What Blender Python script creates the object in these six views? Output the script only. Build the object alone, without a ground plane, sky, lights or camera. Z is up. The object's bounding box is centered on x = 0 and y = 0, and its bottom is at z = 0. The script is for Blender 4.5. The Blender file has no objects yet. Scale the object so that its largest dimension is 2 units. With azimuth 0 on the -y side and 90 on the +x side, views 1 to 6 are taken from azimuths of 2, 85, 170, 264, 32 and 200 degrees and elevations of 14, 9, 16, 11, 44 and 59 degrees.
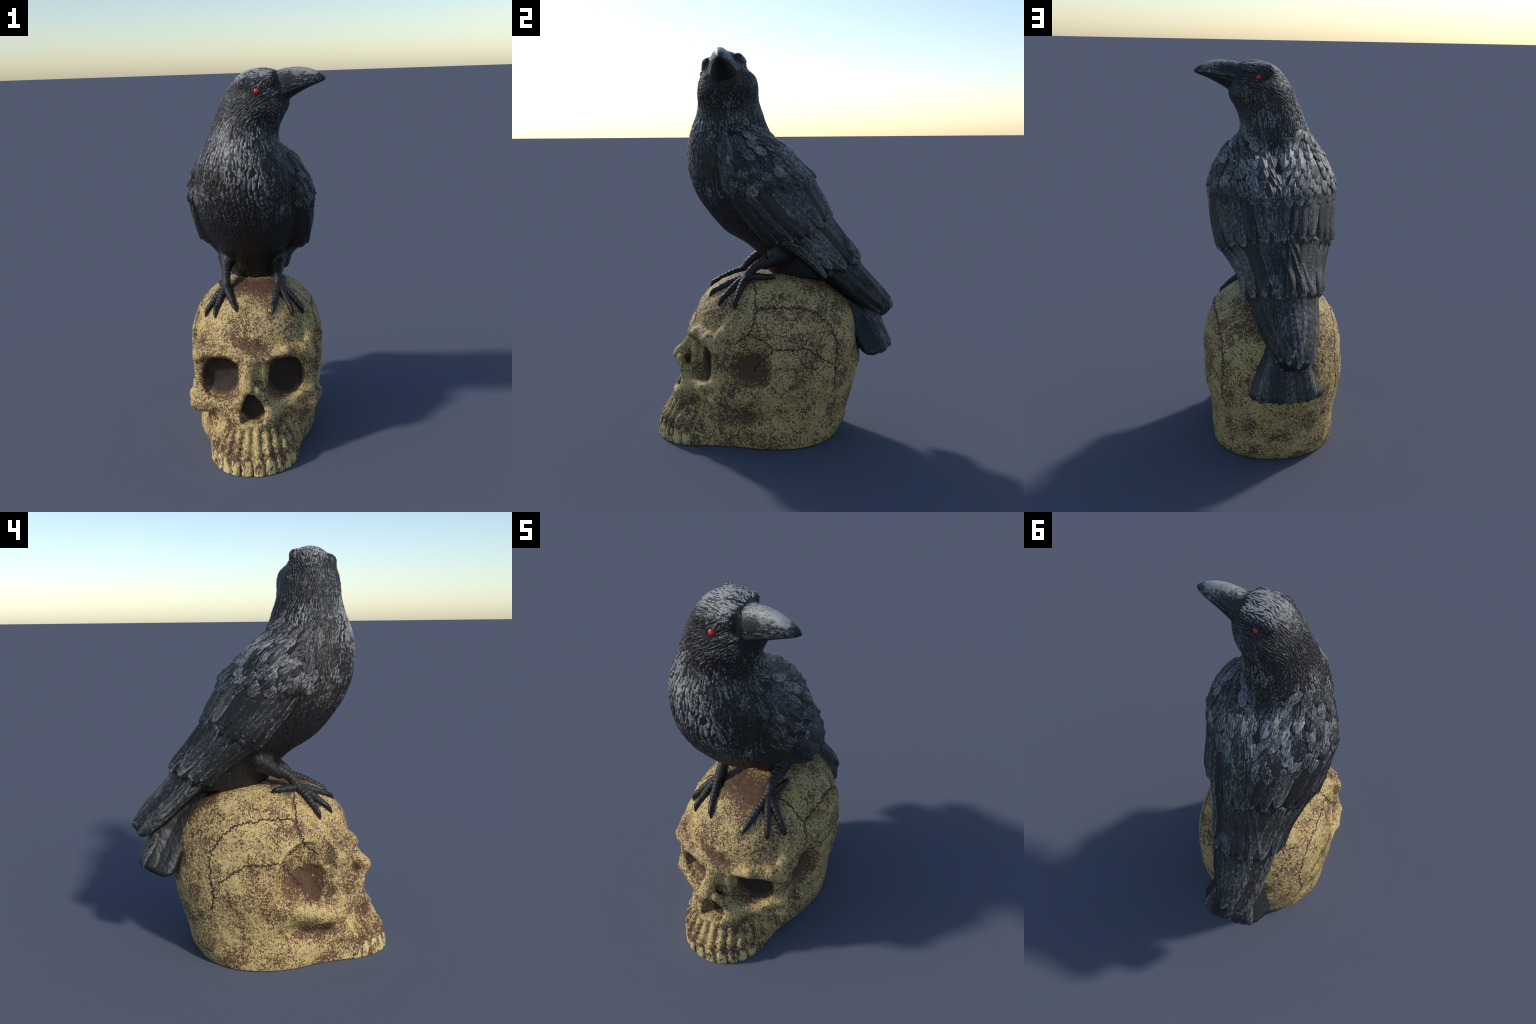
"""Painted resin figurine: a black raven with red eyes standing on a human skull.
Everything is described by smooth implicit parts (ellipsoids, capsules, section lofts)
that are blended, meshed, then dressed with individually built feathers, teeth, toes."""
import bpy, math, random
import numpy as np
from mathutils import Vector
from mathutils.kdtree import KDTree

random.seed(7)
RNG = np.random.default_rng(11)

# ------------------------------------------------------------------ numeric helpers
def lut(keys, vals, n=600):
    """Smooth curve through control values (monotone-ish cubic), as a lookup function."""
    k = np.array(keys, float); v = np.array(vals, float)
    h = np.diff(k); s = np.diff(v) / h
    m = np.empty_like(v); m[0] = s[0]; m[-1] = s[-1]
    m[1:-1] = np.where(s[:-1] * s[1:] > 0, 2 * s[:-1] * s[1:] / (s[:-1] + s[1:] + 1e-12), 0)
    x = np.linspace(k[0], k[-1], n)
    i = np.clip(np.searchsorted(k, x, side="right") - 1, 0, len(h) - 1)
    t = (x - k[i]) / h[i]
    y = ((2*t**3 - 3*t**2 + 1) * v[i] + (t**3 - 2*t**2 + t) * h[i] * m[i]
         + (-2*t**3 + 3*t**2) * v[i+1] + (t**3 - t**2) * h[i] * m[i+1])
    return lambda q: np.interp(q, x, y)

def smin(a, b, k):
    h = np.clip(0.5 + 0.5 * (b - a) / k, 0, 1)
    return b + (a - b) * h - k * h * (1 - h)

def smax(a, b, k):
    return -smin(-a, -b, k)

def sstep(a, b, x):
    t = np.clip((x - a) / (b - a), 0, 1)
    return t * t * (3 - 2 * t)

def ell(x, y, z, c, r, p=2.0):
    """Superellipsoid, approximate signed distance."""
    ax, ay, az = np.abs(x - c[0]) / r[0], np.abs(y - c[1]) / r[1], np.abs(z - c[2]) / r[2]
    g = (ax**p + ay**p + az**p + 1e-9) ** (1 / p)
    gp = g ** (1 - p)
    n = np.sqrt((gp * ax**(p-1) / r[0])**2 + (gp * ay**(p-1) / r[1])**2 + (gp * az**(p-1) / r[2])**2) + 1e-3
    return (g - 1) / n

def cap(x, y, z, a, b, ra, rb):
    """Tapered capsule."""
    a = np.array(a); d = np.array(b) - a; L2 = (d * d).sum()
    px, py, pz = x - a[0], y - a[1], z - a[2]
    t = np.clip((px * d[0] + py * d[1] + pz * d[2]) / L2, 0, 1)
    return np.sqrt((px - t*d[0])**2 + (py - t*d[1])**2 + (pz - t*d[2])**2) - (ra + (rb - ra) * t)

def chain(x, y, z, pts, radii, k=0.02):
    f = None
    for i in range(len(pts) - 1):
        c = cap(x, y, z, pts[i], pts[i+1], radii[i], radii[i+1])
        f = c if f is None else smin(f, c, k)
    return f

def _hash(i, j, k, s):
    h = (i * 374761393 + j * 668265263 + k * 2147483647 + s * 974711) & 0xFFFFFFFF
    h = ((h ^ (h >> 13)) * 1274126177) & 0xFFFFFFFF
    return ((h ^ (h >> 16)) & 0xFFFF) / 65535.0

def noise(P, scale, seed=0):
    """Value noise in [-1, 1]."""
    q = np.asarray(P, float) * scale
    i = np.floor(q).astype(np.int64); f = q - i; f = f * f * f * (f * (f * 6 - 15) + 10)
    out = 0
    for dx in (0, 1):
        for dy in (0, 1):
            for dz in (0, 1):
                w = ((f[:, 0] if dx else 1 - f[:, 0]) * (f[:, 1] if dy else 1 - f[:, 1]) * (f[:, 2] if dz else 1 - f[:, 2]))
                out = out + w * _hash(i[:, 0] + dx, i[:, 1] + dy, i[:, 2] + dz, seed)
    return out * 2 - 1

def fgrad(F, P, e=0.0012):
    x, y, z = P[:, 0], P[:, 1], P[:, 2]
    g = np.stack([F(x+e, y, z) - F(x-e, y, z), F(x, y+e, z) - F(x, y-e, z), F(x, y, z+e) - F(x, y, z-e)], 1) / (2*e)
    return g

def project(F, P, it=3, cut=0.012):
    for _ in range(it):
        f = F(P[:, 0], P[:, 1], P[:, 2]); g = fgrad(F, P)
        s = f / ((g * g).sum(1) + 0.05)
        P = P - g * np.clip(s, -cut, cut)[:, None]
    return P

def normals(F, P):
    g = fgrad(F, P, 0.002)
    return g / (np.linalg.norm(g, axis=1, keepdims=True) + 1e-9)

def surface_nets(F, lo, hi, h):
    """Mesh the zero level of F with quads."""
    ax = [np.arange(lo[i], hi[i] + h, h) for i in range(3)]
    X, Y, Z = np.meshgrid(*ax, indexing="ij")
    f = F(X.ravel(), Y.ravel(), Z.ravel()).reshape(X.shape)
    s = f < 0
    nx, ny, nz = f.shape
    acc = np.zeros((nx-1, ny-1, nz-1, 3)); cnt = np.zeros((nx-1, ny-1, nz-1))
    faces_src = []
    for axis in range(3):
        sl0 = [slice(None)] * 3; sl1 = [slice(None)] * 3
        sl0[axis] = slice(0, -1); sl1[axis] = slice(1, None)
        a, b = f[tuple(sl0)], f[tuple(sl1)]
        e = np.argwhere(s[tuple(sl0)] != s[tuple(sl1)])
        va, vb = a[tuple(e.T)], b[tuple(e.T)]
        t = va / (va - vb)
        pos = e.astype(float); pos[:, axis] += t
        u, w = [(1, 2), (2, 0), (0, 1)][axis]
        ok = (e[:, u] > 0) & (e[:, w] > 0) & (e[:, u] < f.shape[u]-1) & (e[:, w] < f.shape[w]-1)
        e, pos, flip = e[ok], pos[ok], (va < 0)[ok]
        cells = []
        for du, dw in ((1, 1), (0, 1), (0, 0), (1, 0)):
            c = e.copy(); c[:, u] -= du; c[:, w] -= dw
            np.add.at(acc, tuple(c.T), pos); np.add.at(cnt, tuple(c.T), 1)
            cells.append(c)
        q = np.stack([np.ravel_multi_index(c.T, cnt.shape) for c in cells], 1)
        q[~flip] = q[~flip][:, ::-1]
        faces_src.append(q)
    act = np.flatnonzero(cnt.ravel() > 0)
    idx = np.full(cnt.size, -1); idx[act] = np.arange(len(act))
    P = acc.reshape(-1, 3)[act] / cnt.ravel()[act][:, None]
    P = P * h + np.array(lo)
    return P, idx[np.concatenate(faces_src)]

def subdivide(P, Q):
    """Each quad becomes four."""
    e = np.concatenate([Q[:, [i, (i+1) % 4]] for i in range(4)])
    es = np.sort(e, 1)
    key = es[:, 0].astype(np.int64) * len(P) + es[:, 1]
    uk, inv = np.unique(key, return_inverse=True)
    mid = 0.5 * (P[uk // len(P)] + P[uk % len(P)])
    n, m = len(P), len(Q)
    ei = inv.reshape(4, m) + n
    ci = np.arange(m) + n + len(uk)
    P2 = np.concatenate([P, mid, P[Q].mean(1)])
    F = [np.stack([Q[:, i], ei[i], ci, ei[i-1]], 1) for i in range(4)]
    return P2, np.concatenate(F)

# ------------------------------------------------------------------ scene helpers
COL = bpy.context.scene.collection

def add_mesh(name, P, Q, mat, parent=None, N=None, smooth=True):
    me = bpy.data.meshes.new(name)
    me.from_pydata(np.asarray(P).tolist(), [], np.asarray(Q).tolist() if not isinstance(Q, list) else Q)
    if smooth:
        me.polygons.foreach_set("use_smooth", [True] * len(me.polygons))
    me.update()
    if N is not None:
        me.normals_split_custom_set_from_vertices(np.asarray(N).tolist())
    me.materials.append(mat)
    ob = bpy.data.objects.new(name, me)
    COL.objects.link(ob)
    if parent is not None:
        ob.parent = parent
    return ob

def split_regions(P, Q, N, label, names, mat, parent):
    """Separate one surface into named region objects whose border vertices coincide."""
    out = []
    for i, nm in enumerate(names):
        q = Q[label == i]
        if len(q) == 0:
            out.append(None); continue
        u, inv = np.unique(q, return_inverse=True)
        out.append(add_mesh(nm, P[u], inv.reshape(-1, 4), mat, parent, N[u]))
    return out

def vertex_normals(P, Q):
    n = np.cross(P[Q[:, 2]] - P[Q[:, 0]], P[Q[:, 3]] - P[Q[:, 1]])
    N = np.zeros_like(P)
    for i in range(4):
        np.add.at(N, Q[:, i], n)
    return N / (np.linalg.norm(N, axis=1, keepdims=True) + 1e-12)

# ------------------------------------------------------------------ materials
class Nodes:
    def __init__(self, name):
        self.m = bpy.data.materials.new(name); self.m.use_nodes = True
        self.t = self.m.node_tree; self.t.nodes.clear()
        self.out = self.n("ShaderNodeOutputMaterial")
        self.b = self.n("ShaderNodeBsdfPrincipled")
        self.link(self.b.outputs[0], self.out.inputs[0])
        self.co = self.n("ShaderNodeTexCoord").outputs["Object"]
    def n(self, kind, **kw):
        x = self.t.nodes.new(kind)
        for k, v in kw.items():
            setattr(x, k, v)
        return x
    def link(self, a, b):
        self.t.links.new(a, b)
    def put(self, sock, v):
        if hasattr(v, "links") or isinstance(v, bpy.types.NodeSocket):
            self.link(v, sock)
        else:
            sock.default_value = v
    def math(self, op, a, b=0.0, c=None, clamp=False):
        x = self.n("ShaderNodeMath", operation=op, use_clamp=clamp)
        self.put(x.inputs[0], a); self.put(x.inputs[1], b)
        if c is not None:
            self.put(x.inputs[2], c)
        return x.outputs[0]
    def mapr(self, v, a, b, c=0.0, d=1.0, smooth=True):
        x = self.n("ShaderNodeMapRange", interpolation_type="SMOOTHSTEP" if smooth else "LINEAR")
        self.put(x.inputs[0], v)
        for i, q in enumerate((a, b, c, d)):
            self.put(x.inputs[i + 1], q)
        return x.outputs[0]
    def mapping(self, scale=(1, 1, 1), rot=(0, 0, 0), loc=(0, 0, 0), co=None):
        x = self.n("ShaderNodeMapping")
        self.link(co or self.co, x.inputs[0])
        x.inputs["Scale"].default_value = scale; x.inputs["Rotation"].default_value = rot; x.inputs["Location"].default_value = loc
        return x.outputs[0]
    def noise(self, scale, detail=3.0, rough=0.55, dist=0.0, co=None):
        x = self.n("ShaderNodeTexNoise")
        self.link(co or self.co, x.inputs["Vector"])
        x.inputs["Scale"].default_value = scale; x.inputs["Detail"].default_value = detail
        x.inputs["Roughness"].default_value = rough; x.inputs["Distortion"].default_value = dist
        return x.outputs["Fac"]
    def mix(self, f, a, b):
        x = self.n("ShaderNodeMix", data_type="RGBA")
        self.put(x.inputs[0], f)
        for s, v in ((x.inputs[6], a), (x.inputs[7], b)):
            self.put(s, (*v, 1) if isinstance(v, tuple) else v)
        return x.outputs[2]
    def blob(self, c, r, soft=0.5):
        """1 inside an ellipsoid, fading to 0 at its rim."""
        v = self.mapping(scale=tuple(1/q for q in r), loc=tuple(-a/q for a, q in zip(c, r)))
        l = self.n("ShaderNodeVectorMath", operation="LENGTH"); self.link(v, l.inputs[0])
        return self.mapr(l.outputs["Value"], soft, 1.0, 1.0, 0.0)
    def total(self, items):
        s = items[0]
        for i in items[1:]:
            s = self.math("ADD", s, i)
        return s
    def bump(self, h, strength, dist):
        x = self.n("ShaderNodeBump"); x.inputs["Strength"].default_value = strength; x.inputs["Distance"].default_value = dist
        self.link(h, x.inputs["Height"]); self.link(x.outputs[0], self.b.inputs["Normal"])

def SKULL_X(y, z=0.45):
    """Mid plane of the skull: a little turned, and leaning to +x towards the crown."""
    return -0.015 + 0.022 * y + z * (0.010 + 0.007 * sstep(-0.5, -0.1, y))

def bone_material():
    k = Nodes("painted_bone")
    fine = k.noise(100, 3, 0.55, 1.5)
    worm = k.noise(46, 3, 0.55, 2.8)
    patch = k.noise(9, 3, 0.55, 0.4)
    grain = k.math("ADD", k.math("MULTIPLY", fine, 0.45), k.math("MULTIPLY", worm, 0.55))
    # brown wash in hollows of the sculpt; near-black tone inside sockets and nose
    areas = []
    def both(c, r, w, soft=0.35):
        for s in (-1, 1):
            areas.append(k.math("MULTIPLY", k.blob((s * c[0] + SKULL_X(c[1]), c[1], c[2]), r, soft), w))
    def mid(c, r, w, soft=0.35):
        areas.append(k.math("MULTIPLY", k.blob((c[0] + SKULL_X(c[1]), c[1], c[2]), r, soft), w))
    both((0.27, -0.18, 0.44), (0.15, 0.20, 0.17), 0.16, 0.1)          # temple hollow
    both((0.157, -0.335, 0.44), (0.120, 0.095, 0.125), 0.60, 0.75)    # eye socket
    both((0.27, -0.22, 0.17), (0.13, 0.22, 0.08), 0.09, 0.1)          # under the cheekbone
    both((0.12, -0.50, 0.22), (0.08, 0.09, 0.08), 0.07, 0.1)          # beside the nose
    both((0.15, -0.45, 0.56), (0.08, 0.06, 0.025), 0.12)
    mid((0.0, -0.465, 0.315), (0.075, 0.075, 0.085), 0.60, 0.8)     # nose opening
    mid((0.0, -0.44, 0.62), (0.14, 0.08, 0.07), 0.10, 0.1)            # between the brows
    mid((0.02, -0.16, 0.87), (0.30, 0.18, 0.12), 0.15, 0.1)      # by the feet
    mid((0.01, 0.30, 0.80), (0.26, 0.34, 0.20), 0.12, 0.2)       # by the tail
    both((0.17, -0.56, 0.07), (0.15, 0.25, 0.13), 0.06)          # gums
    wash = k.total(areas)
    lvl = k.math("ADD", k.math("MULTIPLY", k.math("SUBTRACT", patch, 0.5), 0.36), wash)
    edge = k.mapr(k.n("ShaderNodeNewGeometry").outputs["Pointiness"], 0.44, 0.56, 0.055, -0.055, False)   # paint rubbed off raised bone
    v = k.math("ADD", k.math("ADD", grain, lvl), edge)
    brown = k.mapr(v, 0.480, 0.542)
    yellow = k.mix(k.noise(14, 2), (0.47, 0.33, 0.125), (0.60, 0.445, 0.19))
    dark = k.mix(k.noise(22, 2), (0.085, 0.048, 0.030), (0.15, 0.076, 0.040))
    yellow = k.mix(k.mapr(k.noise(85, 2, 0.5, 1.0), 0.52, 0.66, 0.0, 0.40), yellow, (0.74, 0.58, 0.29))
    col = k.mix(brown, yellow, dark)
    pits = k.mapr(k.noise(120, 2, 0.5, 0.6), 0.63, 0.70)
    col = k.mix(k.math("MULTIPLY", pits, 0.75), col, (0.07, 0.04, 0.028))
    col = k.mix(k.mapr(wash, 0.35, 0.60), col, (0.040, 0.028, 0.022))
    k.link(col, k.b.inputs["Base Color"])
    k.b.inputs["Roughness"].default_value = 0.62
    k.b.inputs["Specular IOR Level"].default_value = 0.25
    k.bump(k.math("SUBTRACT", k.math("MULTIPLY", grain, -1.0), k.math("MULTIPLY", pits, 0.3)), 0.55, 0.012)
    return k.m

def tooth_material():
    k = Nodes("painted_tooth")
    g = k.noise(60, 4, 0.6, 1.0, co=k.mapping(scale=(1, 1, 0.45)))
    p = k.noise(14, 2)
    z = k.n("ShaderNodeSeparateXYZ"); k.link(k.co, z.inputs[0])
    v = k.math("ADD", k.math("ADD", g, k.math("MULTIPLY", p, 0.4)), k.mapr(z.outputs[2], 0.066, 0.100, 0.0, 0.20))   # brown gum line
    col = k.mix(k.mapr(v, 0.66, 0.80), (0.60, 0.47, 0.21), (0.11, 0.060, 0.037))
    k.link(col, k.b.inputs["Base Color"]); k.b.inputs["Roughness"].default_value = 0.6
    k.b.inputs["Specular IOR Level"].default_value = 0.25
    k.bump(g, 0.4, 0.008)
    return k.m

def crack_material():
    k = Nodes("suture_brown")
    k.link(k.mix(k.noise(40), (0.022, 0.015, 0.013), (0.04, 0.026, 0.02)), k.b.inputs["Base Color"])
    k.b.inputs["Roughness"].default_value = 0.8
    return k.m

def plume_material(name, light, amount, stretch=(1, 1, 0.4), scale=70, base=(0.013, 0.0125, 0.0125), random=None, top=None, ridge_w=0.22, rand_w=0.12, lo=0.52, hi=0.78, patch_w=0.35, ridge=(0.50, 0.60), lean=0.0):
    """Black paint with a dry-brushed grey on raised barbs."""
    k = Nodes(name)
    co = k.mapping(rot=(lean, 0, 0))
    if random == "object":          # every feather carries its own streaks
        sh = k.n("ShaderNodeVectorMath", operation="ADD")
        k.link(co, sh.inputs[0]); k.link(k.math("MULTIPLY", k.n("ShaderNodeObjectInfo").outputs["Random"], 9.0), sh.inputs[1])
        co = sh.outputs[0]
    streak = k.noise(scale, 3, 0.6, 0.8, co=k.mapping(scale=stretch, co=co))
    patch = k.noise(7, 2, 0.5)
    g = k.n("ShaderNodeNewGeometry")
    raised = k.mapr(g.outputs["Pointiness"], ridge[0], ridge[1])
    v = k.math("ADD", k.math("MULTIPLY", streak, 0.70), k.math("MULTIPLY", raised, ridge_w))
    v = k.math("ADD", v, k.math("MULTIPLY", k.math("SUBTRACT", patch, 0.5), patch_w))
    if random == "island":
        v = k.math("ADD", v, k.math("MULTIPLY", k.math("SUBTRACT", g.outputs["Random Per Island"], 0.5), rand_w))
    elif random == "object":
        v = k.math("ADD", v, k.math("MULTIPLY", k.math("SUBTRACT", k.n("ShaderNodeObjectInfo").outputs["Random"], 0.5), rand_w))
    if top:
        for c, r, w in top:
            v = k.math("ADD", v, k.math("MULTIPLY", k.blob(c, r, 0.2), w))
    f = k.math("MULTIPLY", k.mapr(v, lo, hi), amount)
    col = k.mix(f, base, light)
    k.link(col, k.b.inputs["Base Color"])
    k.b.inputs["Roughness"].default_value = 0.46
    k.b.inputs["Specular IOR Level"].default_value = 0.4
    k.bump(streak, 0.35, 0.006)
    return k.m

def plain_material(name, col, rough, spec=0.4, vary=0.3, scale=40, bump=0.2):
    k = Nodes(name)
    n = k.noise(scale, 3)
    k.link(k.mix(n, tuple(c * (1 - vary) for c in col), tuple(c * (1 + vary) for c in col)), k.b.inputs["Base Color"])
    k.b.inputs["Roughness"].default_value = rough; k.b.inputs["Specular IOR Level"].default_value = spec
    if bump:
        k.bump(n, bump, 0.006)
    return k.m

M_BONE = bone_material()
M_TOOTH = tooth_material()
M_CRACK = crack_material()
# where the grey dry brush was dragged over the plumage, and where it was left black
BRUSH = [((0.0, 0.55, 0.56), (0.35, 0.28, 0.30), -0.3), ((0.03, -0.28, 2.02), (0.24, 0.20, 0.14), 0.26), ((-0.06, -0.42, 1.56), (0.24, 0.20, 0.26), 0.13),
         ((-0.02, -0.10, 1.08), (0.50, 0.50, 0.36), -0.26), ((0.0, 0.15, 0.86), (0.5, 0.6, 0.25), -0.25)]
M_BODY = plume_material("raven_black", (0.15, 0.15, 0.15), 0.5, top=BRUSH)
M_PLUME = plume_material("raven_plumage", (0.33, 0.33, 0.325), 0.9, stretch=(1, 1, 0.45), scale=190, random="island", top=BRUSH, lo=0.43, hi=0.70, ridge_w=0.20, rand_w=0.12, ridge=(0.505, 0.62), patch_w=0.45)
M_COVERT = plume_material("covert_black", (0.40, 0.40, 0.40), 0.95, lean=2.408, stretch=(1.2, 1.2, 0.26), scale=170, random="object", ridge_w=0.14, rand_w=0.13, lo=0.345, hi=0.585,  # grey lightened to paint in the sky's glossy highlights on the coverts
                          patch_w=0.10, top=[((0.0, 0.0, 1.50), (0.5, 0.4, 0.2), 0.06)])
M_FLIGHT = plume_material("flight_black", (0.27, 0.265, 0.26), 0.9, lean=2.408, stretch=(1.2, 1.2, 0.20), scale=170, random="object", ridge_w=0.20, rand_w=0.13, lo=0.37, hi=0.62, patch_w=0.20,
                          top=[((0.0, -0.25, 1.15), (0.5, 0.3, 0.35), -0.12)])
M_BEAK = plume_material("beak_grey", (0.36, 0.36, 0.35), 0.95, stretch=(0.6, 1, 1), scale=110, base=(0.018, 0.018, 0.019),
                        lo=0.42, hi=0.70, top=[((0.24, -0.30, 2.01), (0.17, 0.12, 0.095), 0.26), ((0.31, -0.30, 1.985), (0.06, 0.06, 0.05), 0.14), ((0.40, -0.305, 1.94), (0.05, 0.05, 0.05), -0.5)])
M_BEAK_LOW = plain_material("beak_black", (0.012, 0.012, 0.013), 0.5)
M_FOOT = plain_material("foot_black", (0.022, 0.020, 0.019), 0.55, vary=0.5, scale=60)
M_CLAW = plain_material("claw_black", (0.012, 0.011, 0.011), 0.45)
M_EYE = plain_material("eye_red", (0.50, 0.030, 0.020), 0.25, spec=0.5, vary=0.12, bump=0)
M_LID = plain_material("eyelid_black", (0.014, 0.013, 0.013), 0.5)

ROOT = bpy.data.objects.new("raven_skull_figurine", None)
COL.objects.link(ROOT)
ROOT["label"] = "black raven with red eyes standing on a yellowed skull"
ROOT["category"] = "figurine"

# ================================================================== SKULL
B_RX = lut([-0.1, 0, 0.1, 0.2, 0.3, 0.4, 0.6], [0.31, 0.322, 0.328, 0.324, 0.316, 0.322, 0.33])
B_RY = lut([-0.1, 0, 0.07, 0.17, 0.3, 0.42, 0.6], [0.26, 0.318, 0.360, 0.385, 0.400, 0.425, 0.42])
M_YF = lut([-0.1, 0, 0.04, 0.08, 0.15, 0.21, 0.26, 0.32, 0.40, 0.5], [-0.57, -0.615, -0.640, -0.633, -0.588, -0.556, -0.538, -0.49, -0.45, -0.42])
M_W = lut([-0.1, 0, 0.1, 0.2, 0.3, 0.5], [0.24, 0.248, 0.240, 0.212, 0.21, 0.22])

def skull_base(x, y, z):
    xs = x - SKULL_X(y, z)
    s = np.sqrt(xs**2 + 1e-5)
    sg = np.tanh(xs / 0.05)          # the two sides are not quite alike
    hz = (s / 0.369)**2.1 + (np.abs(y + 0.010) / 0.440)**2.1
    gz = (hz ** (2.5 / 2.1) + (np.abs(z - 0.468) / 0.41)**2.5 + 1e-9) ** (1 / 2.5)
    cr = (gz - 1) * 0.39
    rx, ry = B_RX(z), B_RY(z)
    g = np.sqrt((s / rx)**2.1 + (np.abs(y) / ry)**2.1 + 1e-9) ** (2 / 2.1)
    ba = (g - 1) * 0.31
    ba = smax(ba, z - 0.46, 0.05)
    yf, w = M_YF(z), M_W(z)
    yc = -0.28
    g = ((s / w)**2.3 + (np.maximum(yc - y, 0) / (yc - yf))**2.3 + 1e-9) ** (1 / 2.3)
    mx = (g - 1) * 0.23
    mx = smax(smax(mx, y - 0.0, 0.05), z - 0.36, 0.06)
    f = smin(cr, ba, 0.05)
    f = smin(f, ell(s, y, z, (0, -0.20, 0.600), (0.255, 0.216, 0.218), 2.2), 0.05)      # forehead
    hf = (s / 0.298)**2.3 + (np.abs(y + 0.235) / 0.205)**2.3
    fa = ((hf ** (4 / 2.3) + (np.abs(z - 0.42) / 0.165)**4 + 1e-9) ** 0.25 - 1) * 0.2      # orbital block
    f = smin(f, fa, 0.035)
    f = smin(f, mx, 0.09)
    # glabella and brow ridge, lateral and lower orbital rims
    rim = chain(s, y, z, [(0.0, -0.438, 0.565), (0.08, -0.440, 0.568), (0.17, -0.425, 0.588), (0.255, -0.370, 0.572), (0.288, -0.325, 0.525)],
                [0.026, 0.028, 0.028, 0.030, 0.026])
    rim = smin(rim, chain(s, y, z, [(0.292, -0.330, 0.525), (0.288, -0.318, 0.43), (0.285, -0.335, 0.34), (0.20, -0.405, 0.298), (0.12, -0.435, 0.305), (0.075, -0.45, 0.345)],
                               [0.026, 0.024, 0.032, 0.026, 0.022, 0.02]), 0.02)
    f = smin(f, rim, 0.03)
    # temple ridge that runs up from the brow corner
    f = smin(f, chain(s, y, z, [(0.290, -0.335, 0.55), (0.281, -0.300, 0.61), (0.277, -0.245, 0.672), (0.288, -0.15, 0.73)], [0.026, 0.022, 0.018, 0.010]), 0.03)
    # temple hollow
    dip = smin(ell(s, y, z, (0.398, -0.166 - 0.012 * sg, 0.435), (0.125, 0.135, 0.125), 2.8), ell(s, y + 0.5 * (z - 0.56), z, (0.388, -0.165, 0.565), (0.10, 0.105, 0.085), 2.4), 0.03)
    f = smax(f, -dip - 0.007 * sg - 0.008, 0.012)
    f = smax(f, -ell(s, y, z, (0.362, -0.21, 0.165), (0.088, 0.16, 0.068)) - 0.016 * sg, 0.025)
    f = smax(f, -ell(s, y, z, (0.20, -0.50, 0.21), (0.065, 0.09, 0.06)), 0.05)
    # cheekbone and its arch
    ar = chain(s, y, z, [(0.235, -0.375, 0.270), (0.292, -0.325, 0.272), (0.318, -0.23, 0.275), (0.308, -0.12, 0.298), (0.285, 0.0, 0.325)],
               [0.034, 0.046, 0.042, 0.036, 0.018])
    f = smin(f, ar, 0.028)
    # nose bone with the rim of the opening
    xn = xs + 0.028
    no = chain(xn, y, z, [(0.015, -0.445, 0.545), (0.005, -0.462, 0.495), (0, -0.520, 0.425)], [0.030, 0.027, 0.040])
    no = smin(no, chain(s, y, z, [(0.022, -0.520, 0.412), (0.066, -0.490, 0.345), (0.086, -0.492, 0.275), (0.04, -0.536, 0.232)], [0.022, 0.022, 0.022, 0.018]), 0.02)
    f = smin(f, no, 0.035)
    f = smin(f, cap(s, y, z, (0, -0.515, 0.232), (0, -0.548, 0.244), 0.02, 0.010), 0.02)
    # eye sockets and nose opening
    so = ell(s, y - 0.42 * (s - 0.16), z + 0.10 * (s - 0.16), (0.160 - 0.004 * sg, -0.430, 0.440), (0.103 - 0.003 * sg, 0.095, 0.108), 3.0)
    so = smax(so, 0.066 - s, 0.03)
    f = smax(f, -so, 0.016)
    wz = np.interp(z, [0.22, 0.255, 0.29, 0.345, 0.395, 0.42], [0.04, 0.060, 0.066, 0.040, 0.010, -0.01])
    sn = np.abs(xs + 0.016 * sstep(0.29, 0.40, z))
    nh = np.maximum(np.maximum(sn - wz, -(z - 0.243)), np.maximum(z - 0.402, y + 0.465))
    f = smax(f, -nh, 0.014)
    return f

TEETH_Z = 0.058
def arch_outline(z, n=600):
    t = np.linspace(0, math.pi / 2, n)
    yf, w, yc = float(M_YF(z)), float(M_W(z)), -0.28
    s = w * np.sin(t) ** (2 / 2.3); y = yc - (yc - yf) * np.cos(t) ** (2 / 2.3)
    d = np.concatenate([[0], np.cumsum(np.hypot(np.diff(s), np.diff(y)))])
    return s, y, d
ARC_S, ARC_Y, ARC_D = arch_outline(TEETH_Z)
TOOTH_W = [0.064, 0.060, 0.058, 0.056, 0.056, 0.054]

def skull_field(x, y, z):
    f = skull_base(x, y, z)
    # bone between the roots: vertical ridges above each tooth
    s = np.abs(x - SKULL_X(y, z))
    ang = np.arctan2(s, -(y + 0.28))
    arc = np.interp(ang, np.arctan2(ARC_S, -(ARC_Y + 0.28)), ARC_D)
    m = sstep(0.07, 0.11, z) * (1 - sstep(0.17, 0.25, z)) * sstep(-0.30, -0.40, y)
    f = f + 0.006 * m * np.cos(arc / 0.0585 * 2 * math.pi)
    gum = sstep(0.115, 0.095, z) * sstep(-0.26, -0.36, y)
    f = f + 0.005 * gum
    return smax(f, -z, 0.006)

def detail_skull(P, N):
    a = noise(P, 28, 3); b = noise(P, 60, 5); c = noise(P, 7, 9); d = noise(P, 130, 12)
    worm = 1 - np.abs(noise(P + 0.01 * a[:, None], 45, 21)) * 2
    keep = sstep(0.003, 0.02, P[:, 2])
    return P + N * ((0.0026 * c + 0.0024 * a + 0.0014 * b + 0.0013 * worm + 0.0006 * d) * keep)[:, None]

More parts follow.
